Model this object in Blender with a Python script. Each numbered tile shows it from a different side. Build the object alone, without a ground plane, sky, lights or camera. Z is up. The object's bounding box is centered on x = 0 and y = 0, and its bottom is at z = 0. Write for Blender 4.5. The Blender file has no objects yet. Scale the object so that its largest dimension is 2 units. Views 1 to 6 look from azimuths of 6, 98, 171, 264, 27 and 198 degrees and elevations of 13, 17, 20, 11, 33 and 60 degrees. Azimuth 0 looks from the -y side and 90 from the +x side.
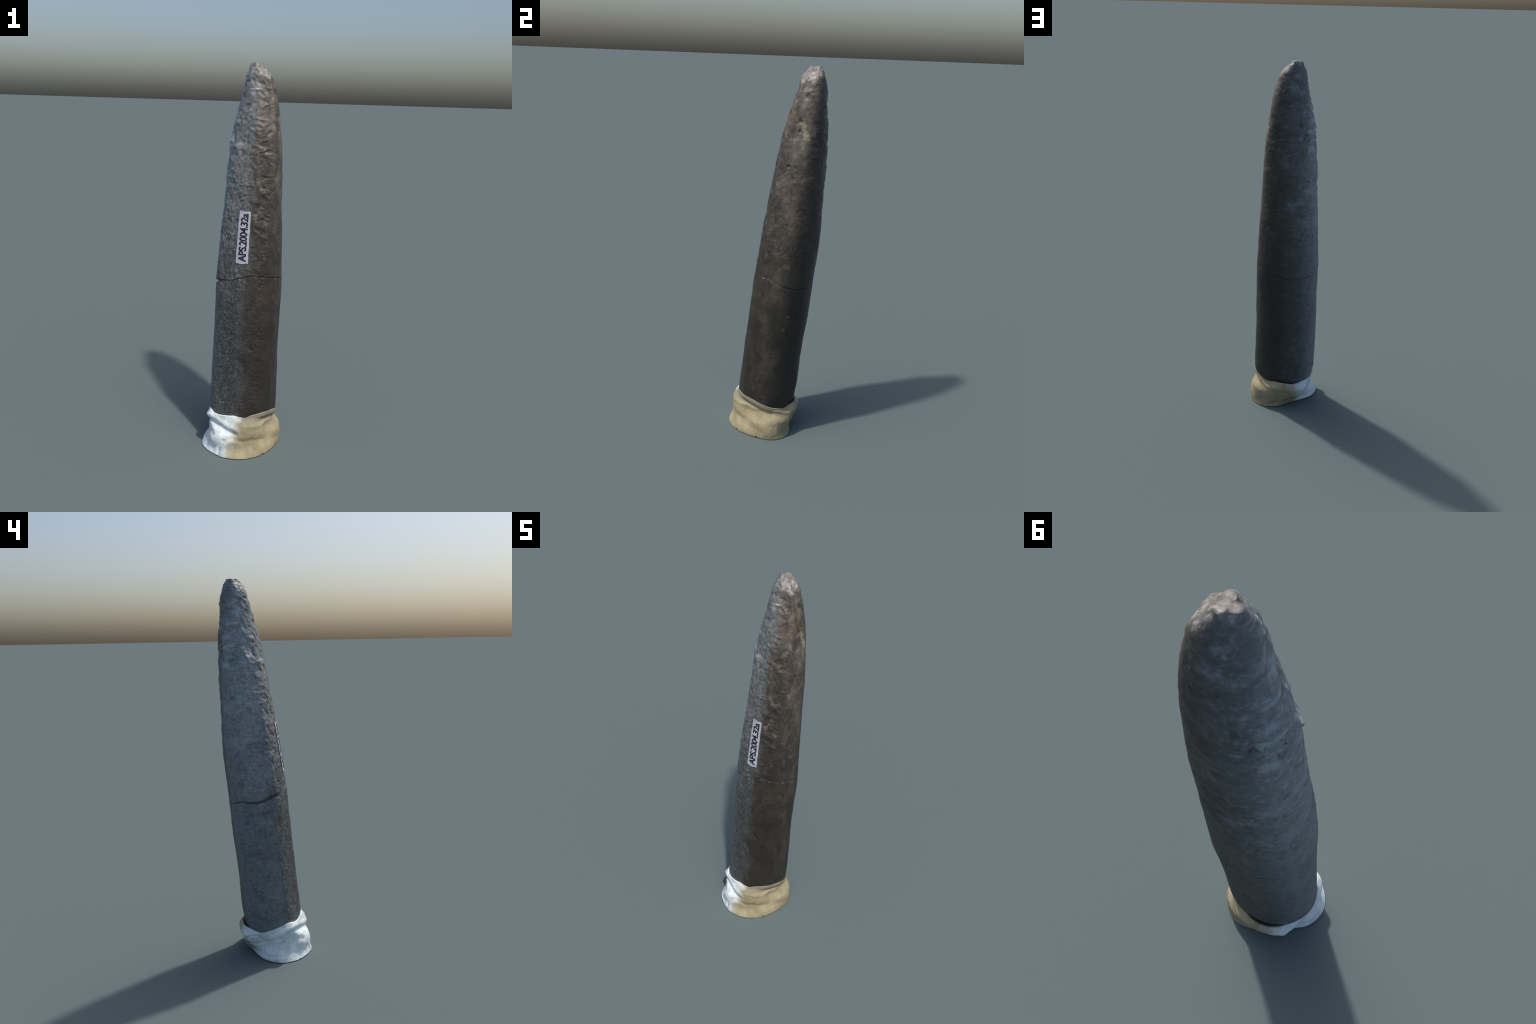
import bpy, bmesh, math
import numpy as np
from mathutils import Vector

# ---------------------------------------------------------------- helpers
rng = np.random.default_rng(7)
PERM = rng.permutation(256)
PERM = np.concatenate([PERM, PERM, PERM])
GRAD = rng.normal(size=(256, 3))
GRAD /= np.linalg.norm(GRAD, axis=1)[:, None]


def perlin(P, seed=0):
    """vectorised gradient noise, about -1..1"""
    P = np.asarray(P) + seed * 17.31
    i = np.floor(P).astype(int)
    f = P - i
    w = f * f * f * (f * (f * 6 - 15) + 10)
    i &= 255
    out = 0
    for dx in (0, 1):
        for dy in (0, 1):
            for dz in (0, 1):
                h = PERM[PERM[PERM[(i[..., 0] + dx) & 255] + ((i[..., 1] + dy) & 255)] + ((i[..., 2] + dz) & 255)]
                g = GRAD[h]
                d = g[..., 0] * (f[..., 0] - dx) + g[..., 1] * (f[..., 1] - dy) + g[..., 2] * (f[..., 2] - dz)
                k = (w[..., 0] if dx else 1 - w[..., 0]) * (w[..., 1] if dy else 1 - w[..., 1]) * (w[..., 2] if dz else 1 - w[..., 2])
                out = out + k * d
    return out * 1.6


def fbm(P, octaves=3, seed=0):
    out, a, n = 0, 1.0, 0
    for o in range(octaves):
        out = out + a * perlin(P * 2.0 ** o, seed + o)
        n += a
        a *= .5
    return out / n


def sstep(a, b, x):
    t = np.clip((x - a) / (b - a), 0, 1)
    return t * t * (3 - 2 * t)


def angdiff(a, b):
    return (a - b + 180) % 360 - 180


def hermite(xk, yk, x):
    """cubic interpolation of a table, yk may have columns"""
    xk = np.asarray(xk, float)
    yk = np.asarray(yk, float)
    m = np.gradient(yk, xk, axis=0)
    k = np.clip(np.searchsorted(xk, x) - 1, 0, len(xk) - 2)
    h = xk[k + 1] - xk[k]
    t = np.clip((x - xk[k]) / h, 0, 1)
    if yk.ndim > 1:
        h, t = h[..., None], t[..., None]
    return ((2 * t**3 - 3 * t * t + 1) * yk[k] + (t**3 - 2 * t * t + t) * h * m[k]
            + (-2 * t**3 + 3 * t * t) * yk[k + 1] + (t**3 - t * t) * h * m[k + 1])


def periodic(deg, val, x):
    """smooth periodic table over azimuth in degrees"""
    deg = np.asarray(deg, float)
    val = np.asarray(val, float)
    d = np.concatenate([deg - 360, deg, deg + 360])
    v = np.concatenate([val, val, val])
    return hermite(d, v, (np.asarray(x) + 180) % 360 - 180)


def grid_mesh(name, P, pole=None, cap=None, flip=False):
    """closed-ring grid (rows, columns, 3) -> mesh; pole closes the last row, cap the first"""
    n, m, _ = P.shape
    verts = [P.reshape(-1, 3)]
    r, c = np.meshgrid(np.arange(n - 1), np.arange(m), indexing='ij')
    c2 = (c + 1) % m
    quads = np.stack([r * m + c, r * m + c2, (r + 1) * m + c2, (r + 1) * m + c], -1).reshape(-1, 4)
    faces = quads.tolist()
    k = n * m
    j = np.arange(m)
    if pole is not None:
        verts.append(np.asarray([pole]))
        faces += [((n - 1) * m + a, (n - 1) * m + (a + 1) % m, k) for a in j.tolist()]
        k += 1
    if cap is not None:
        verts.append(np.asarray([cap]))
        faces += [((a + 1) % m, a, k) for a in j.tolist()]
    me = bpy.data.meshes.new(name)
    me.from_pydata(np.concatenate(verts).tolist(), [], faces)
    me.polygons.foreach_set('use_smooth', [True] * len(me.polygons))
    me.update()
    return me


def add(name, me, parent, mat):
    ob = bpy.data.objects.new(name, me)
    bpy.context.scene.collection.objects.link(ob)
    ob.parent = parent
    if mat:
        me.materials.append(mat)
    return ob


# ---------------------------------------------------------------- the leaning, tapering core
# height, axis x, axis y, mean radius, oval terms (cos2, sin2), three-lobed terms (cos3, sin3)
CORE = np.array([
    (0.0800, -0.0025, -0.0452, 0.1634, 0.0098, 0.0087, 0.0037, -0.0019),
    (0.2500, 0.0057, -0.0137, 0.1693, 0.0077, -0.0019, -0.0014, 0.0037),
    (0.4000, 0.0071, 0.0010, 0.1666, 0.0081, -0.0031, -0.0031, 0.0049),
    (0.5500, 0.0086, 0.0156, 0.1657, 0.0063, -0.0040, -0.0035, 0.0038),
    (0.7000, 0.0106, 0.0306, 0.1654, 0.0065, -0.0029, -0.0021, 0.0032),
    (0.8500, 0.0132, 0.0435, 0.1651, 0.0073, -0.0000, -0.0017, 0.0038),
    (1.0000, 0.0139, 0.0599, 0.1616, 0.0054, 0.0006, -0.0020, 0.0015),
    (1.1500, 0.0167, 0.0766, 0.1552, 0.0039, 0.0009, -0.0021, 0.0008),
    (1.3000, 0.0200, 0.0921, 0.1455, 0.0045, 0.0010, -0.0020, 0.0015),
    (1.4500, 0.0223, 0.1064, 0.1369, 0.0062, 0.0020, -0.0022, 0.0021),
    (1.6000, 0.0242, 0.1223, 0.1246, 0.0066, 0.0006, -0.0010, 0.0027),
    (1.7200, 0.0257, 0.1356, 0.1083, 0.0048, 0.0026, 0.0006, 0.0042),
    (1.8200, 0.0278, 0.1449, 0.0898, 0.0039, 0.0024, 0.0023, 0.0038),
    (1.8900, 0.0252, 0.1521, 0.0759, 0.0014, 0.0030, 0.0017, 0.0023),
    (1.9400, 0.0233, 0.1546, 0.0622, 0.0006, 0.0010, -0.0015, 0.0036),
    (1.9700, 0.0180, 0.1586, 0.0435, -0.0012, 0.0016, -0.0036, 0.0052),
    (1.9950, 0.0106, 0.1625, 0.0229, -0.0018, 0.0013, -0.0052, 0.0065),
])
# broken tip: the plane of the fracture
TIP_Z, TIP_SX, TIP_SY = 1.928, .555, .291

# height of the break that runs round the core, by azimuth
CRACK_A = [-164, -143, -118, -94, -79, -59, -35, -18, -5, 10, 25, 36, 50, 66, 88, 111, 129, 143, 159, 177]
CRACK_Z = [.889, .904, .916, .936, .946, .940, .930, .922, .908, .889, .880, .873, .874, .862, .849, .852, .857, .870, .868, .872]

LABEL_A = (-111.5, -87.6)
LABEL_Z = (1.004, 1.269)


RIDGES = [
    (-41, 16, [(.10, .000), (.20, .006), (.27, .014), (.6, .011), (.9, .013), (1.2, .016), (1.5, .021), (1.65, .025), (1.75, .029), (1.83, .029), (1.9, .022), (1.95, .013), (1.99, .003)]),
    (-152, 14, [(.2, .003), (.3, .005), (.9, .005), (1.2, .001), (1.4, 0)]),
    (-66, 14, [(1.5, 0), (1.68, .005), (1.85, .005), (1.93, 0)]),
    (-82, 12, [(1.0, 0), (1.25, .003), (1.8, .003), (1.9, 0)]),
    (101, 13, [(.5, 0), (.8, .004), (1.6, .004), (1.8, 0)]),
    (131, 17, [(.2, .002), (.45, .009), (.7, .013), (1.1, .014), (1.35, .009), (1.5, .003), (1.8, 0)]),
    (-25, 5, [(.8, 0), (1.1, -.0025), (1.7, -.0025), (1.85, 0), (1.97, 0)]),
    (-118, 18, [(.2, -.004), (1.7, -.004), (1.9, 0)]),
    (60, 20, [(.2, -.003), (1.7, -.003), (1.9, 0)]),
]


def core_smooth(a, z):
    """a azimuth in degrees (0 = +x), z height -> points of the smooth core and radius"""
    q = hermite(CORE[:, 0], CORE[:, 1:], np.asarray(z, float))
    t = np.radians(a)
    R = q[..., 2] + q[..., 3] * np.cos(2 * t) + q[..., 4] * np.sin(2 * t) + q[..., 5] * np.cos(3 * t) + q[..., 6] * np.sin(3 * t)
    # lengthwise ridges and flats that make the section squarish: azimuth, half width, then height/amount table
    for ra, w, hz in RIDGES:
        amt = np.interp(z, [h for h, _ in hz], [k for _, k in hz])
        R = R + amt * np.exp(-(np.abs(angdiff(a, ra)) / w) ** 1.6)
    return q[..., 0], q[..., 1], R


# single dents (+) and bumps (-): azimuth, height, half width, half height (m), depth (m)
DENTS = [
    (108, 1.700, .008, .020, .007), (113, 1.682, .012, .012, .008), (124, 1.642, .009, .022, .008), (119, 1.652, .018, .007, .005), (104, 1.672, .014, .006, .005), (132, 1.665, .02, .006, .004), (101, 1.618, .030, .012, .004),
    (85, 1.640, .022, .010, .004), (118, 1.610, .012, .008, .006), (132, 1.60, .016, .010, .004),
    (-15, 1.740, .010, .013, .007), (-12, 1.690, .006, .008, .005), (-23, 1.515, .008, .008, .006),
    (-8, 1.86, .012, .014, .005), (-150, .757, .014, .040, .005), (-172, 1.545, .010, .022, .006),
    (-160, 1.47, .018, .035, .005), (-166, 1.40, .02, .02, .004), (-100, 1.50, .03, .05, .004),
    (-95, 1.44, .03, .03, .003), (-118, 1.32, .02, .03, .003), (-93, 1.79, .016, .016, .006),
    (-105, 1.905, .012, .014, .004), (-90, 1.915, .01, .012, .004), (-120, 1.78, .014, .02, .004),
    (-75, 1.60, .02, .03, .003), (-118, .36, .010, .016, .003), (-105, .30, .010, .014, .002),
    (-75, .57, .010, .008, .003), (-62, .50, .014, .02, .002), (150, 1.76, .03, .006, .0025),
    (-172, 1.60, .02, .016, -.004), (-177, 1.56, .016, .02, -.004), (-133, 1.585, .022, .016, -.004),
    (-110, 1.58, .018, .014, -.003), (-145, 1.10, .02, .03, -.003), (-140, .98, .014, .03, .004),
    (-10, .60, .02, .05, -.002), (-85, .275, .012, .02, .002), (140, 1.17, .02, .03, -.002),
    (-163, .897, .010, .010, .008), (-150, .901, .012, .008, .006), (178, .872, .016, .005, .004),
]


LEDGES = [
    ([128, 150, 184, 188, 198, 222], [1.772, 1.768, 1.773, 1.738, 1.713, 1.700], .0045, .07),
    ([130, 150, 170, 185, 193, 209, 228], [1.648, 1.660, 1.655, 1.635, 1.575, 1.556, 1.575], .0075, .09),
]


def relief(a, z, P):
    """how far the worn surface stands off the smooth core"""
    front = sstep(-178, -160, a) * (1 - sstep(-62, -40, a))          # rough, chipped side
    side = sstep(-62, -40, a) * (1 - sstep(40, 60, a))
    back = 1 - front - side
    up = sstep(.88, 1.15, z)
    warp = np.stack([perlin(P * 14, 71), perlin(P * 14, 72), perlin(P * 14, 73)], -1) * .35
    lump = fbm(P * np.array([20, 20, 24]) + warp, 2, 1)
    chip = -np.abs(perlin(P * np.array([25, 25, 32]) + warp * 1.4, 5))    # scalloped flakes with crests
    chip2 = -np.abs(perlin(P * np.array([54, 54, 66]) + warp * 2, 6))
    ripple = fbm(P * np.array([20, 20, 62]) + warp, 2, 9)                 # faint cross ripples
    pit = sstep(.22, .62, fbm(P * 85, 2, 13))
    fine = fbm(P * 120, 2, 21)
    broad = perlin(P * 9, 31)
    patch = sstep(-.25, .3, perlin(P * 6, 33))
    d = .0018 * broad
    d += front * (up * (.0028 * lump + .0056 * (chip + .2) + .0034 * (.3 + .7 * patch) * (chip2 + .2)) + (1 - up) * (.0014 * lump + .0022 * chip2))
    d += side * (up * (.0020 * lump + .0022 * chip + .0016 * patch * chip2) + (1 - up) * .0010 * lump)
    d += back * (up * (.0026 * lump + .0048 * ripple * (.4 + .6 * patch) + .0022 * chip + .0012 * chip2 * (1 - patch)) + (1 - up) * (.0009 * lump + .0020 * ripple * (.4 + .6 * patch) + .0008 * chip2))
    # two ledges where the outer skin has flaked off, -x side: above each the skin stands proud
    for la, lz, hgt, fall in LEDGES:
        x = angdiff(a, 180) + 180
        line = np.interp(x, la, lz) + .016 * perlin(P * 17, 45) + .008 * perlin(P * 42, 44)
        fade = sstep(la[0] - 4, la[0] + 12, x) * (1 - sstep(la[-1] - 10, la[-1] + 6, x))
        fade = fade * np.clip(.75 + .8 * perlin(P * 13, 47), .1, 1.2)
        d += fade * hgt * sstep(-.012, .004, z - line) * (1 - sstep(0, fall, z - line))
        d -= fade * .4 * hgt * np.exp(-((z - line + .014) / .012) ** 2)
    facet = np.abs(perlin(P * np.array([11, 11, 9]) + warp, 77)) - .2
    d += back * (.0055 * up + .0018 * (1 - up)) * facet
    pitz = (.5 + .5 * front) * sstep(-.05, .4, perlin(P * 6, 41)) + .12
    pitz = np.maximum(pitz, np.exp(-((z - 1.63) / .08) ** 2 - (angdiff(a, 140) / 50) ** 2))
    d -= (front * (.0006 + .0018 * (1 - up)) + side * .0005 + back * (.0018 + .0022 * np.exp(-((z - 1.63) / .09) ** 2 - (angdiff(a, 140) / 55) ** 2))) * pit * pitz
    d += (front * .0006 + side * .0004 + back * .0005) * fine
    top = sstep(1.80, 1.95, z)
    d += top * (.0010 * lump + .0012 * chip)
    rad = np.interp(z, CORE[:, 0], CORE[:, 3])
    for da, dz, wa, wz, dep in DENTS:
        u = np.radians(angdiff(a, da)) * rad / wa
        v = (z - dz) / wz
        r2 = u * u + v * v
        edge = 1 + .5 * fbm(P * 60, 2, 3) if dep > .004 else 1
        d -= dep * np.exp(-np.maximum(r2 * edge, 0) ** 1.3)
    # nothing stands up under the paper label
    lm = (sstep(LABEL_A[0] - 5, LABEL_A[0], a) * (1 - sstep(LABEL_A[1], LABEL_A[1] + 5, a))
          * sstep(LABEL_Z[0] - .02, LABEL_Z[0], z) * (1 - sstep(LABEL_Z[1], LABEL_Z[1] + .02, z)))
    return d * (1 - lm) - .0005 * lm


def core_points(rows, cols):
    """rows: nominal heights (the break lies at .90); returns grid and true heights"""
    A, Z = np.meshgrid(cols, rows)
    crack = periodic(CRACK_A, CRACK_Z, A) + .0025 * perlin(np.stack([A * .12, A * 0, A * 0], -1), 4)
    Z = Z + (crack - .90) * np.exp(-((Z - .90) / .13) ** 2)
    cx, cy, R = core_smooth(A, Z)
    t = np.radians(A)
    P = np.stack([cx + R * np.cos(t), cy + R * np.sin(t), Z], -1)
    d = relief(A, Z, P)
    # the break itself: a fine V groove, wider and chipped on the -x side
    gap = np.abs(Z - crack)
    wide = 1 + 1.2 * np.exp(-(angdiff(A, -163) / 16) ** 2) + .5 * np.exp(-(angdiff(A, 165) / 14) ** 2) - .35 * np.exp(-(angdiff(A, -10) / 70) ** 4) + .3 * perlin(P * 30, 8)
    lowside = np.exp(-(angdiff(A, 180) / 38) ** 4)
    d -= (.0058 + .0060 * lowside) * np.exp(-(gap / (.0021 * wide * (1 + .7 * lowside))) ** 3) * (.6 + .4 * wide) * (1 - .45 * np.exp(-(angdiff(A, 85) / 45) ** 4))
    # on the -x side the upper piece stands proud of the lower one
    d += .0030 * np.exp(-(angdiff(A, 180) / 55) ** 4) * sstep(0, .002, Z - crack) * (1 - sstep(.0, .10, Z - crack))
    R = R + d
    # hidden foot, buried in the putty
    foot = periodic(RIM_A, RIM_Z, A) - .016 - Z
    R = R * (1 - .22 * sstep(0, .045, foot))
    P[..., 0] = cx + R * np.cos(t)
    P[..., 1] = cy + R * np.sin(t)
    # the broken tip: small chipped facets over a rounded nub
    over = P[..., 2] - (TIP_Z - TIP_SX * P[..., 0] + TIP_SY * P[..., 1])
    k = sstep(-.01, .012, over)
    rough = -.0028 * np.abs(perlin(P * np.array([26, 40, 22]), 50)) + .0012 * fbm(P * np.array([60, 90, 60]), 2, 52)
    nrm = np.array([.45, -.1, .75])
    P += (k * rough)[..., None] * nrm
    P[..., 2] = np.minimum(P[..., 2], 2.0)
    return P


# ---------------------------------------------------------------- the putty foot
PC = np.array([-.003, -.045])
RIM_A = [-180, -163, -145, -131, -119, -109, -96, -86, -72, -62, -46, -33, -18, 6, 15, 24, 35, 49, 69, 81, 94, 112, 126, 144, 163]
RIM_Z = [.187, .200, .198, .200, .205, .208, .212, .208, .205, .216, .224, .229, .224, .201, .190, .180, .172, .160, .164, .162, .152, .152, .149, .147, .168]
PUT_A = np.arange(-180, 180, 22.5)
PUT_S = [0, .2, .4, .6, .8, 1.0]
PUT_R = np.array([
    (0.204, 0.204, 0.196, 0.196, 0.194, 0.189, 0.184, 0.182, 0.195, 0.219, 0.218, 0.183, 0.148, 0.139, 0.154, 0.183),
    (0.193, 0.182, 0.188, 0.186, 0.172, 0.176, 0.184, 0.182, 0.199, 0.223, 0.209, 0.176, 0.163, 0.161, 0.174, 0.194),
    (0.170, 0.174, 0.189, 0.185, 0.170, 0.174, 0.180, 0.180, 0.199, 0.221, 0.211, 0.188, 0.182, 0.183, 0.183, 0.179),
    (0.165, 0.167, 0.172, 0.170, 0.168, 0.177, 0.179, 0.167, 0.179, 0.212, 0.217, 0.197, 0.194, 0.197, 0.183, 0.169),
    (0.178, 0.177, 0.154, 0.149, 0.165, 0.171, 0.171, 0.170, 0.166, 0.179, 0.203, 0.208, 0.205, 0.204, 0.186, 0.168),
    (0.169, 0.160, 0.152, 0.144, 0.140, 0.147, 0.158, 0.170, 0.184, 0.193, 0.191, 0.191, 0.192, 0.184, 0.177, 0.175),
])


def polyline(a, s, pts):
    """signed distance (above +) of (azimuth, fraction of height) from a line of folds, and a fade at its ends"""
    pa = np.array([p[0] for p in pts], float)
    ps = np.array([p[1] for p in pts], float)
    x = angdiff(a, (pa[0] + pa[-1]) / 2) + (pa[0] + pa[-1]) / 2
    y = hermite(pa, ps, np.clip(x, pa[0], pa[-1]))
    return s - y, sstep(pa[0] - 6, pa[0] + 8, x) * (1 - sstep(pa[-1] - 8, pa[-1] + 6, x))


def clear_of_core(A, Z):
    """distance from the putty's own axis to just outside the core"""
    q = hermite(CORE[:, 0], CORE[:, 1:3], Z)
    dx, dy = q[..., 0] - PC[0], q[..., 1] - PC[1]
    t = np.radians(A)
    r = np.full(A.shape, .17)
    for _ in range(6):
        px, py = r * np.cos(t) - dx, r * np.sin(t) - dy
        _, _, want = core_smooth(np.degrees(np.arctan2(py, px)), Z)
        want = want * (1 - .22 * sstep(0, .045, periodic(RIM_A, RIM_Z, A) - .016 - Z))
        r = r + (want - np.hypot(px, py))
    return r + .003


def putty_points(ncol):
    cols = np.linspace(-180, 180, ncol, endpoint=False)
    ss = np.linspace(0, 1, 90)
    A, S = np.meshgrid(cols, ss)
    rim = periodic(RIM_A, RIM_Z, cols)
    table = np.stack([periodic(PUT_A, r, cols) for r in PUT_R], 0)
    R = hermite(PUT_S, table, ss)
    t = np.radians(A)
    P0 = np.stack([PC[0] + R * np.cos(t), PC[1] + R * np.sin(t), S * rim], -1)
    # waist on the front right, undercut behind
    R = R - .017 * np.exp(-(angdiff(A, -27) / 22) ** 2) * sstep(.05, .4, S) * (1 - .7 * sstep(.8, 1.0, S))
    R = R - .027 * np.exp(-(angdiff(A, 136) / 30) ** 2) * sstep(.03, .18, S) * (1 - sstep(.35, .8, S)) - .008 * np.exp(-(angdiff(A, 137) / 22) ** 2) * sstep(.5, .7, S)
    d = .0030 * perlin(P0 * 14, 60) + .0016 * fbm(P0 * 30, 2, 61) + .0004 * perlin(P0 * 90, 62)
    # rolled lip over a deep slanting crease, -x and front
    h, f = polyline(A, S, [(-172, .72), (-153, .80), (-141, .77), (-126, .70), (-117, .67), (-105, .63), (-88, .58)])
    d += f * (-.010 * np.exp(-(h / .065) ** 2) + .006 * np.exp(-((h - .13) / .08) ** 2) + .003 * np.exp(-((h + .16) / .09) ** 2))
    # lower fold, front
    h, f = polyline(A, S, [(-111, .42), (-99, .47), (-81, .43), (-66, .43), (-48, .37), (-24, .27)])
    d += f * (-.0035 * np.exp(-(h / .06) ** 2) + .001 * np.exp(-((h + .14) / .09) ** 2))
    # the same fold turns down to the ground
    u = angdiff(A, -119 + 8 * sstep(.2, .45, S)) / 3.2
    d += (1 - sstep(.40, .50, S)) * (-.006 * np.exp(-u * u) + .004 * np.exp(-((u - 3) / 2) ** 2))
    # outer skin ends in a step; the inner collar stands back from it
    h, f = polyline(A, S, [(-93, .97), (-81, .93), (-69, .90), (-57, .83), (-42, .77), (-24, .77), (-9, .78), (12, .92), (33, .95), (52, .91), (70, .90)])
    d += f * (-.0045 * sstep(-.03, .03, h) + .004 * np.exp(-((h + .06) / .06) ** 2))
    # crease under the lip, -x
    h, f = polyline(A, S, [(100, .34), (123, .47), (135, .53), (147, .63), (165, .63), (183, .67), (201, .73), (213, .80)])
    d += f * (-.0065 * np.exp(-(h / .04) ** 2) + .0035 * np.exp(-((h - .15) / .1) ** 2))
    u = angdiff(A, 144) / 2.5
    d += sstep(.60, .72, S) * (-.005 * np.exp(-u * u) + .002 * np.exp(-(u / 3) ** 2))
    # edge of the big lobe, back
    h, f = polyline(A, S, [(51, .07), (63, .10), (87, .17), (102, .30), (111, .53), (120, .73), (130, .82), (147, .86)])
    d += f * (-.006 * np.exp(-(h / .04) ** 2) + .003 * np.exp(-((h - .12) / .08) ** 2))
    # thumbed flats
    for da, ds, wa, ws, dep in [(-150, .35, 9, .12, .004), (-160, .6, 8, .1, .003), (-130, .15, 8, .12, .003), (-70, .65, 14, .12, .002), (-55, .28, 22, .16, .006),
                                (-5, .45, 14, .2, -.003), (-50, .55, 10, .15, .002), (170, .4, 12, .2, .002), (-138, .52, 6, .08, .004)]:
        d -= dep * np.exp(-(angdiff(A, da) / wa) ** 2 - ((S - ds) / ws) ** 2)
    d *= 1 - .6 * np.exp(-(S / .06) ** 2)
    R = R + d
    # never inside the core
    R = np.maximum(R, clear_of_core(A, S * rim))
    Z = S * rim
    # small nicks in the ground edge
    for da, w, hgt in [(-42, 2.6, .010), (-0.4, 3.0, .009), (-148, .7, .016), (-19, 1.3, .004), (5, 1.2, .005), (141, .6, .007)]:
        k = np.clip(1 - np.abs(angdiff(A, da)) / w, 0, 1)
        Z = np.maximum(Z, hgt * k * (1 - sstep(.0, .25, S)))
    P = np.stack([PC[0] + R * np.cos(t), PC[1] + R * np.sin(t), Z], -1)
    # rounded lip, then down inside against the core
    last = P[-1]
    rad = np.stack([np.cos(np.radians(cols)), np.sin(np.radians(cols)), 0 * cols], -1)
    up = np.array([0, 0, 1.0])
    inner = [last - rad * .0022 + up * .0018, last - rad * .0050 + up * .0022, last - rad * .0080 + up * .0005, last - rad * .012 - up * .006,
             last - rad * .020 - up * .020, last - rad * .030 - up * .040]
    # underside: the edge is turned in a little, and the foot is closed below
    under = [P[0] - rad * .012 + up * .004, P[0] - rad * .003 + up * .0008]
    P[0, :, 2] = np.maximum(P[0, :, 2], .0)
    return np.concatenate([np.stack(under), P, np.stack(inner)])


# ---------------------------------------------------------------- materials
class Nodes:
    def __init__(self, name):
        self.mat = bpy.data.materials.new(name)
        self.mat.use_nodes = True
        self.t = self.mat.node_tree
        self.bsdf = self.t.nodes['Principled BSDF']
        tc = self.t.nodes.new('ShaderNodeTexCoord')
        self.co = tc.outputs['Object']

    def put(self, sock, v):
        if isinstance(v, bpy.types.NodeSocket):
            self.t.links.new(v, sock)
        elif sock.type == 'RGBA' and len(v) == 3:
            sock.default_value = (*v, 1)
        else:
            sock.default_value = v

    def math(self, op, a, b=0.0, c=None, clamp=False):
        n = self.t.nodes.new('ShaderNodeMath')
        n.operation = op
        n.use_clamp = clamp
        self.put(n.inputs[0], a)
        self.put(n.inputs[1], b)
        if c is not None:
            self.put(n.inputs[2], c)
        return n.outputs[0]

    def step(self, lo, hi, x):
        n = self.t.nodes.new('ShaderNodeMapRange')
        n.interpolation_type = 'SMOOTHSTEP'
        self.put(n.inputs['Value'], x)
        self.put(n.inputs['From Min'], lo)
        self.put(n.inputs['From Max'], hi)
        return n.outputs['Result']

    def noise(self, scale, detail=3.0, rough=.55, stretch=(1, 1, 1), shift=(0, 0, 0)):
        m = self.t.nodes.new('ShaderNodeMapping')
        self.put(m.inputs['Vector'], self.co)
        m.inputs['Scale'].default_value = stretch
        m.inputs['Location'].default_value = shift
        n = self.t.nodes.new('ShaderNodeTexNoise')
        self.put(n.inputs['Vector'], m.outputs[0])
        n.inputs['Scale'].default_value = scale
        n.inputs['Detail'].default_value = detail
        n.inputs['Roughness'].default_value = rough
        return n.outputs['Fac']

    def mix(self, f, a, b):
        n = self.t.nodes.new('ShaderNodeMix')
        n.data_type = 'RGBA'
        self.put(n.inputs['Factor'], f)
        self.put(n.inputs[6], a)
        self.put(n.inputs[7], b)
        return n.outputs[2]

    def scale(self, col, f):
        n = self.t.nodes.new('ShaderNodeVectorMath')
        n.operation = 'SCALE'
        self.put(n.inputs[0], col)
        self.put(n.inputs['Scale'], f)
        return n.outputs[0]

    def xyz(self):
        n = self.t.nodes.new('ShaderNodeSeparateXYZ')
        self.put(n.inputs[0], self.co)
        return n.outputs

    def spot(self, centre, radii, soft=.5, wob=None):
        """1 inside an ellipsoid round centre"""
        m = self.t.nodes.new('ShaderNodeMapping')
        self.put(m.inputs['Vector'], self.co)
        m.inputs['Scale'].default_value = [1 / r for r in radii]
        m.inputs['Location'].default_value = [-c / r for c, r in zip(centre, radii)]
        n = self.t.nodes.new('ShaderNodeVectorMath')
        n.operation = 'LENGTH'
        self.put(n.inputs[0], m.outputs[0])
        d = n.outputs['Value']
        if wob is not None:
            d = self.math('ADD', d, wob)
        return self.math('SUBTRACT', 1.0, self.step(1 - soft, 1 + soft, d))

    def bump(self, h, strength, dist):
        n = self.t.nodes.new('ShaderNodeBump')
        n.inputs['Strength'].default_value = strength
        n.inputs['Distance'].default_value = dist
        self.put(n.inputs['Height'], h)
        self.t.links.new(n.outputs[0], self.bsdf.inputs['Normal'])

    def done(self, col, rough, spec=.3):
        self.put(self.bsdf.inputs['Base Color'], col)
        self.put(self.bsdf.inputs['Roughness'], rough)
        self.bsdf.inputs['Specular IOR Level'].default_value = spec
        return self.mat


def on_core(a, z):
    cx, cy, R = core_smooth(np.float64(a), np.float64(z))
    return float(cx + R * math.cos(math.radians(a))), float(cy + R * math.sin(math.radians(a))), z


BROWN = (.0240, .0205, .0170)
BROWN_PALE = (.052, .0435, .0345)
GREY = (.062, .065, .064)
BLUE_GREY = (.190, .214, .230)  # stone lightened and blued: sky glow on the -x side, baked into its colour
SLATE = (.072, .080, .086)  # darkened end of the blend, paints the light fading round the back
GREY_PALE = (.185, .185, .175)
DARK = (.017, .0165, .016)
FRACTURE = (.205, .190, .172)


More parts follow.
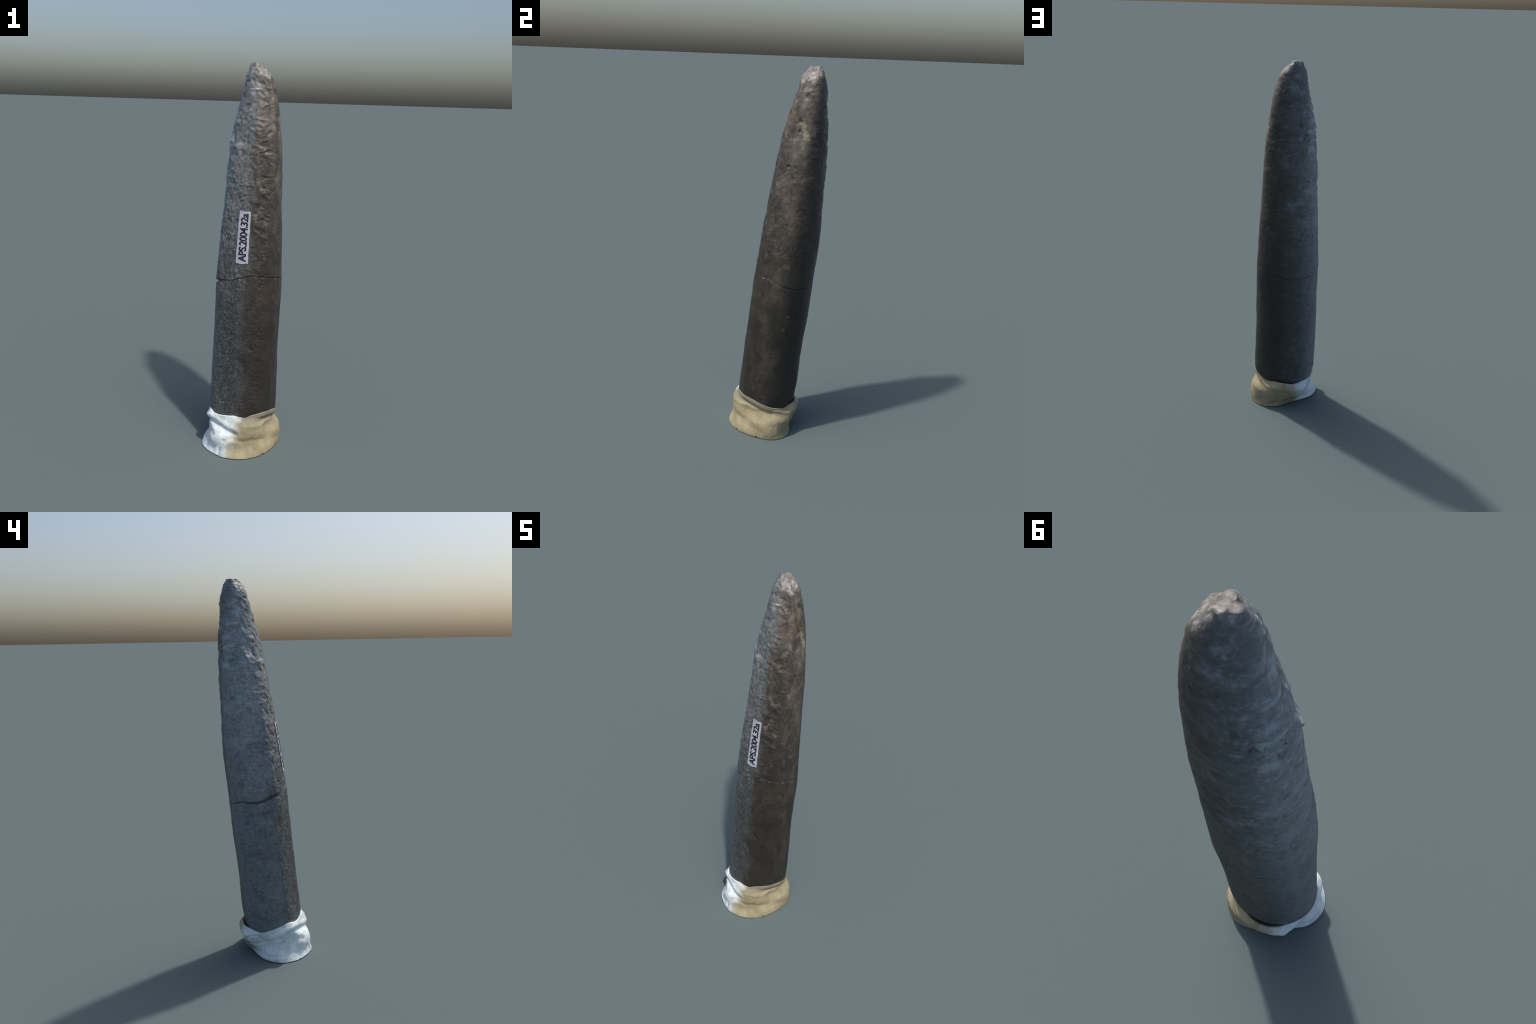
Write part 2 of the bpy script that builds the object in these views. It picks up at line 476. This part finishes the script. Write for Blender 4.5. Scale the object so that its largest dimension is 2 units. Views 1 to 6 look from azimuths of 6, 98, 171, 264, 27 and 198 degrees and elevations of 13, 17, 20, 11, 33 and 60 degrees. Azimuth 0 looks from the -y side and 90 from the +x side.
def stone():
    N = Nodes('dark_fossil_stone')
    o = N.xyz()
    x, y, z = o[0], o[1], o[2]
    ax = N.math('SUBTRACT', x, N.math('MULTIPLY_ADD', z, .0125, .003))
    ay = N.math('SUBTRACT', y, N.math('MULTIPLY_ADD', z, .105, -.042))
    big = N.noise(7, 3, .55)
    mid = N.noise(22, 4, .6, shift=(3, 1, 7))
    fine = N.noise(75, 4, .65, shift=(9, 4, 1))
    grain = N.noise(160, 3, .6, shift=(2, 8, 5))
    flow = N.noise(26, 4, .62, stretch=(1, 1, .35), shift=(6, 2, 2))
    # which side: grey on -x, brown on +x, with a wandering border
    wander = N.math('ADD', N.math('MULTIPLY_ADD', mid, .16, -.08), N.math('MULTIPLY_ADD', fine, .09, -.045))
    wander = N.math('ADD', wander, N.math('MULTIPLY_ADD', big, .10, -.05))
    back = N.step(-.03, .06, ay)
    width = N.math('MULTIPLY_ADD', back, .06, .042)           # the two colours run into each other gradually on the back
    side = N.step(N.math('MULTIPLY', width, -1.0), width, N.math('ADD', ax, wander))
    up = N.step(.85, 1.9, N.math('MULTIPLY_ADD', big, .5, z))
    front = N.step(.02, -.05, ay)
    # brown side: mottled, warmest where it faces +x
    warm = N.math('MULTIPLY', N.step(-.14, -.07, ay), N.step(.07, -.01, ay))
    mott = N.noise(15, 5, .62, stretch=(1, 1, .7), shift=(5, 9, 2))
    b = N.mix(N.math('MULTIPLY', N.step(.36, .66, mott), N.math('MULTIPLY_ADD', warm, .5, .5)), BROWN, BROWN_PALE)
    b = N.mix(N.math('MULTIPLY', N.step(.58, .74, N.noise(38, 4, .6, shift=(1, 5, 3))), N.math('MULTIPLY', warm, .5)), b, (.098, .084, .070))
    b = N.mix(N.math('MULTIPLY', N.step(.48, .34, mid), .55), b, DARK)
    b = N.mix(N.math('MULTIPLY', N.step(.60, .72, big), .35), b, (.052, .036, .026))
    b = N.scale(b, N.math('MULTIPLY_ADD', N.math('MULTIPLY', warm, N.math('MULTIPLY_ADD', up, .7, .3)), .65, .76))
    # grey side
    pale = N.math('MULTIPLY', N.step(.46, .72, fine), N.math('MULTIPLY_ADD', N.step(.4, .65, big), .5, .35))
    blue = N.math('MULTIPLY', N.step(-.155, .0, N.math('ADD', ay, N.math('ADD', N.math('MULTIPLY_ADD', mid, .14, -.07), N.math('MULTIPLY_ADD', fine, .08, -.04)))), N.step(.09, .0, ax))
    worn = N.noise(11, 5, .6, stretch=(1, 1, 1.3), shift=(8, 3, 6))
    dab = N.noise(46, 5, .66, stretch=(1, 1, 1.5), shift=(2, 7, 4))  # drives painted light and dark streaks, shading of ripples and pits
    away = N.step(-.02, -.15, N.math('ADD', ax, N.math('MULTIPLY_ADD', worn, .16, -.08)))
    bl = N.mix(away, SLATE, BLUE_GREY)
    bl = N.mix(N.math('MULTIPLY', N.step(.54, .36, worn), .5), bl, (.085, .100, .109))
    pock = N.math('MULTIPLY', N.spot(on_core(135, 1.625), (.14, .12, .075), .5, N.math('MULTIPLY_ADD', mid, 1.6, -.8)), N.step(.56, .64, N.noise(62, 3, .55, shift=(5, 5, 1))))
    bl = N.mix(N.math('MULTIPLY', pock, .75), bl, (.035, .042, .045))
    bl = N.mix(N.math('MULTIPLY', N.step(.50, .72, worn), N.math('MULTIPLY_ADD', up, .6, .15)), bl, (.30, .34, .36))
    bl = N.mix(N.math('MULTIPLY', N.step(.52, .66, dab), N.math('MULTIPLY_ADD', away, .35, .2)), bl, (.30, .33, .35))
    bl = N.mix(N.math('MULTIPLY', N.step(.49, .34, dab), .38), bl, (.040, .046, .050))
    for a, zz in [(135, 1.655), (150, 1.664), (163, 1.660), (177, 1.650), (187, 1.625), (191, 1.590), (200, 1.566), (212, 1.560), (222, 1.567),
                  (150, 1.772), (175, 1.775), (188, 1.742), (199, 1.718), (213, 1.706)]:
        bl = N.mix(N.math('MULTIPLY', N.spot(on_core(a, zz), (.020, .020, .014), .7, N.math('ADD', N.math('MULTIPLY_ADD', mid, 3.0, -1.3), N.math('MULTIPLY_ADD', fine, 2.0, -.9))), .5), bl, (.30, .33, .345))
    bl = N.scale(bl, N.math('MULTIPLY_ADD', up, .18, .94))
    g = N.mix(pale, GREY, GREY_PALE)
    g = N.mix(N.math('MULTIPLY', N.step(.50, .34, fine), .55), g, DARK)
    g = N.scale(g, N.math('MULTIPLY_ADD', up, .55, .97))
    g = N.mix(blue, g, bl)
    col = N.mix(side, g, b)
    # paler and more weathered towards the top
    col = N.scale(col, N.math('MULTIPLY_ADD', up, N.math('MULTIPLY_ADD', side, .35, .45), .9))
    flecks = N.math('MULTIPLY', N.step(.56, .70, mid), N.math('MULTIPLY', up, N.math('MULTIPLY_ADD', front, .6, .3)))
    col = N.mix(flecks, col, N.mix(side, (.22, .225, .22), (.15, .128, .11)))
    col = N.scale(col, N.math('MULTIPLY_ADD', grain, .5, .75))
    wob = N.math('ADD', N.math('MULTIPLY_ADD', fine, 1.8, -.9), N.math('MULTIPLY_ADD', mid, 1.6, -.8))
    # ochre stain, yellow-green flake, cream patch, small cream grains
    for a, zz, r, c, s in [(-152, .755, (.022, .022, .045), (.105, .10, .055), .75), (-5, 1.715, (.012, .012, .022), (.24, .21, .15), .75),
                           (5, 1.668, (.018, .016, .026), (.27, .235, .17), .85), (0, 1.625, (.010, .010, .034), (.20, .17, .125), .7), (22, 1.69, (.012, .012, .02), (.12, .10, .085), .6), (21, .725, (.007, .007, .008), (.15, .11, .065), .7),
                           (17, .648, (.005, .005, .009), (.13, .11, .075), .6), (-33.5, .924, (.005, .005, .004), (.24, .21, .165), .7),
                           (-37, 1.80, (.014, .014, .07), (.15, .108, .07), .6), (5, 1.0, (.02, .02, .015), (.12, .08, .045), .5),
                           (150, 1.40, (.02, .015, .012), (.10, .09, .05), .5), (-98, 1.868, (.022, .018, .0040), (.42, .45, .44), .7),
                           (-125, 1.585, (.03, .02, .016), (.30, .31, .31), .6), (-100, 1.965, (.03, .02, .03), (.36, .38, .37), .6),
                           (-160, 1.955, (.006, .006, .012), (.45, .47, .46), .6), (-165, 1.92, (.006, .006, .008), (.4, .42, .4), .6), (-120, 1.90, (.014, .01, .012), (.26, .27, .27), .6), (-105, 1.845, (.014, .01, .010), (.30, .32, .31), .6),
                           (-80, 1.40, (.026, .02, .0022), (.15, .135, .12), .6)]:
        m = N.spot(on_core(a, zz), r, .45, wob)
        col = N.mix(N.math('MULTIPLY', m, s), col, c)
    # dark pits
    for a, zz, r in [(-15, 1.740, .011), (-12, 1.690, .006), (-23, 1.515, .008), (110, 1.694, .007), (124, 1.645, .008), (-8, 1.86, .010)]:
        col = N.mix(N.math('MULTIPLY', N.spot(on_core(a, zz), (r, r, r * 1.3), .5, wob), .75), col, DARK)
    # pale fracture at the tip
    plane = N.math('ADD', N.math('SUBTRACT', z, TIP_Z), N.math('SUBTRACT', N.math('MULTIPLY', x, TIP_SX), N.math('MULTIPLY', y, TIP_SY)))
    streak = N.noise(60, 3, .6, stretch=(1, 1.6, .7), shift=(1, 1, 1))
    frac = N.mix(N.step(.36, .60, streak), (.11, .10, .088), N.mix(N.step(.40, .62, mid), FRACTURE, (.36, .345, .32)))
    col = N.mix(N.step(-.008, .012, N.math('ADD', plane, N.math('MULTIPLY_ADD', mid, .06, -.036))), col, frac)
    N.bump(N.math('ADD', N.math('MULTIPLY', fine, .7), N.math('MULTIPLY', grain, .4)), .45, .0018)
    return N.done(col, N.math('MULTIPLY_ADD', fine, .30, .36), .45)


def putty():
    N = Nodes('modelling_putty')
    o = N.xyz()
    x, y, z = o[0], o[1], o[2]
    mid = N.noise(18, 4, .55)
    fine = N.noise(60, 4, .6, shift=(4, 4, 4))
    collar = N.math('MULTIPLY', N.step(.172, .186, N.math('MULTIPLY_ADD', mid, .02, N.math('ADD', z, -.01))), N.step(.06, -.02, y))
    speck = N.noise(95, 2, .5, shift=(7, 1, 2))
    wander = N.math('MULTIPLY_ADD', mid, .08, -.04)
    # warm buff on +x; white on -x, tinted cool with the scan's baked skylight
    back = N.step(-.06, .06, y)
    slant = N.math('ADD', N.math('MULTIPLY_ADD', z, -.30, N.math('ADD', x, .052)), N.math('MULTIPLY', back, .02))
    side = N.step(-.062, .040, N.math('ADD', slant, N.math('MULTIPLY', wander, 2.0)))
    tan = N.mix(N.step(.35, .68, mid), (.285, .245, .148), (.365, .32, .205))
    tan = N.mix(N.math('MULTIPLY', N.step(.55, .68, fine), .35), tan, (.25, .24, .145))
    white = N.mix(N.step(.36, .64, mid), (.66, .74, .76), (.82, .88, .88))
    white = N.mix(N.math('MULTIPLY', N.step(.54, .68, fine), .35), white, (.48, .54, .53))
    stain = N.noise(13, 5, .65, stretch=(1, 1, 2.2), shift=(3, 6, 9))
    white = N.mix(N.math('MULTIPLY', N.step(.53, .70, stain), .65), white, (.40, .43, .40))
    tan = N.mix(N.math('MULTIPLY', N.step(.55, .72, stain), .5), tan, (.245, .215, .155))
    tan = N.mix(N.math('MULTIPLY', collar, .8), tan, (.215, .20, .145))
    col = N.mix(side, white, tan)
    col = N.mix(N.math('MULTIPLY', N.step(.70, .76, speck), .8), col, (.13, .13, .09))
    N.bump(fine, .25, .002)
    return N.done(col, .75, .25)


def paper():
    N = Nodes('printed_paper')
    f = N.noise(50, 3)
    return N.done(N.mix(f, (.34, .36, .41), (.46, .48, .54)), .6)


def ink():
    N = Nodes('black_ink')
    f = N.noise(120, 3)
    return N.done(N.mix(N.step(.4, .7, f), (.012, .012, .016), (.035, .035, .045)), .6)


# ---------------------------------------------------------------- assemble
root = bpy.data.objects.new('fossil_specimen', None)
bpy.context.scene.collection.objects.link(root)
root['label'] = 'dark tapering fossil rod with paper label standing in pale putty'
root['category'] = 'fossil'

M_STONE, M_PUTTY, M_PAPER, M_INK = stone(), putty(), paper(), ink()

COLS = np.linspace(-180, 180, 420, endpoint=False)
lower_rows = np.concatenate([np.linspace(.115, .882, 285), np.linspace(.8835, .90, 16)])
upper_rows = np.concatenate([np.linspace(.90, .9165, 16), np.linspace(.918, 1.86, 350), np.linspace(1.8625, 1.995, 70)])
lo = core_points(lower_rows, COLS)
hi = core_points(upper_rows, COLS)


def close_ring(ring, k, dz):
    c = ring.mean(0)
    r = c + (ring - c) * k
    r[:, 2] = ring[:, 2] + dz
    return r


lo = np.concatenate([lo, close_ring(lo[-1], .93, -.002)[None]])
hi = np.concatenate([close_ring(hi[0], .93, .002)[None], hi])
pole = hi[-1].mean(0)
hi[..., 2] += sstep(1.9, 1.995, hi[..., 2]) * (1.998 - hi[..., 2].max())
mid = hi[-1].mean(0)
caps = []
for k in (.75, .5, .25):
    r = mid + (hi[-1] - mid) * k
    r[:, 2] += .004 * (1 - k * k) * .5 + .003 * perlin(r * 70, 55) * k
    caps.append(r)
hi = np.concatenate([hi, np.stack(caps)])
hi[..., 2] = np.minimum(hi[..., 2], 2.0)
pole = np.array([mid[0], mid[1], 2.0])
add('lower_fragment', grid_mesh('lower_fragment', lo, pole=lo[-1].mean(0), cap=lo[0].mean(0)), root, M_STONE)
add('upper_fragment', grid_mesh('upper_fragment', hi, pole=pole, cap=hi[0].mean(0)), root, M_STONE)

put = putty_points(400)
add('putty_base', grid_mesh('putty_base', put, pole=put[-1].mean(0), cap=put[0].mean(0)), root, M_PUTTY)

# paper label: a thin slip bent round the core
HALF = .0016


def label_point(u, v, off):
    """u 0..1 across (-x to +x), v 0..1 upwards"""
    a = LABEL_A[0] + (LABEL_A[1] - LABEL_A[0]) * u
    z = LABEL_Z[0] + (LABEL_Z[1] - LABEL_Z[0]) * v + .003 * u * (1 - 2 * v)
    cx, cy, R = core_smooth(np.asarray(a, float), np.asarray(z, float))
    R = R + off
    t = np.radians(a)
    return np.stack([cx + R * np.cos(t), cy + R * np.sin(t), z + 0 * R], -1)


bm = bmesh.new()
nu, nv = 14, 60
U, V = np.meshgrid(np.linspace(0, 1, nu), np.linspace(0, 1, nv))
curl = .0010 * np.exp(-((U - .0) / .08) ** 2) * (.5 + .5 * np.sin(V * 11)) + .0004 * np.sin(V * 37 + U * 5)
# slightly torn outline
Ue = U + (.008 * np.sin(V * 23) + .006 * np.sin(V * 61 + 1)) * (np.abs(U - .5) > .49)
Ve = V + (.006 * np.sin(U * 9)) * (np.abs(V - .5) > .49)
top = label_point(Ue, Ve, .0022 + curl)
bot = label_point(Ue, Ve, .0006 + 0 * curl)
tv = [[bm.verts.new(p) for p in r] for r in top]
bv = [[bm.verts.new(p) for p in r] for r in bot]
for i in range(nv - 1):
    for j in range(nu - 1):
        bm.faces.new((tv[i][j], tv[i][j + 1], tv[i + 1][j + 1], tv[i + 1][j]))
        bm.faces.new((bv[i][j], bv[i + 1][j], bv[i + 1][j + 1], bv[i][j + 1]))
edge = [(i, 0) for i in range(nv)] + [(nv - 1, j) for j in range(1, nu)] + [(i, nu - 1) for i in range(nv - 2, -1, -1)] + [(0, j) for j in range(nu - 2, 0, -1)]
for k in range(len(edge)):
    a, b = edge[k], edge[(k + 1) % len(edge)]
    bm.faces.new((tv[a[0]][a[1]], tv[b[0]][b[1]], bv[b[0]][b[1]], bv[a[0]][a[1]]))
me = bpy.data.meshes.new('paper_label')
bm.to_mesh(me)
bm.free()
label = add('paper_label', me, root, M_PAPER)

# the printed number, running upwards
cu = bpy.data.curves.new('printed_number', 'FONT')
cu.body = 'APS.2004.32a'
cu.size = 1.0
cu.extrude = .012
cu.offset = .030
cu.space_character = .92
cu.resolution_u = 4
tmp = bpy.data.objects.new('printed_number', cu)
bpy.context.scene.collection.objects.link(tmp)
dg = bpy.context.evaluated_depsgraph_get()
me = bpy.data.meshes.new_from_object(tmp.evaluated_get(dg))
bpy.data.objects.remove(tmp)
bpy.data.curves.remove(cu)
bm = bmesh.new()
bm.from_mesh(me)
co = np.array([v.co[:] for v in bm.verts])
x0, x1 = co[:, 0].min(), co[:, 0].max()
y1 = co[:, 1].max()
y0 = 0.0
for axis, lo_, hi_, n in ((1, y0, y1, 14), (0, x0, x1, 90)):
    for k in range(1, n):
        p = [0, 0, 0]
        p[axis] = lo_ + (hi_ - lo_) * k / n
        nrm = [0, 0, 0]
        nrm[axis] = 1
        bmesh.ops.bisect_plane(bm, geom=bm.verts[:] + bm.edges[:] + bm.faces[:], plane_co=p, plane_no=nrm)
co = np.array([v.co[:] for v in bm.verts])
tv = .035 + .925 * (co[:, 0] - x0) / (x1 - x0)
tu = .80 - .62 * (co[:, 1] - y0) / (y1 - y0)
cw = .0010 * np.exp(-(tu / .08) ** 2) * (.5 + .5 * np.sin(tv * 11)) + .0004 * np.sin(tv * 37 + tu * 5)
off = .0022 + cw + np.where(co[:, 2] > 0, .0006, -.0004)
for v, p in zip(bm.verts, label_point(tu, tv, off)):
    v.co = p
bmesh.ops.recalc_face_normals(bm, faces=bm.faces[:])
bm.to_mesh(me)
bm.free()
num = bpy.data.objects.new('printed_number', me)
bpy.context.scene.collection.objects.link(num)
num.parent = label
me.materials.clear()
me.materials.append(M_INK)
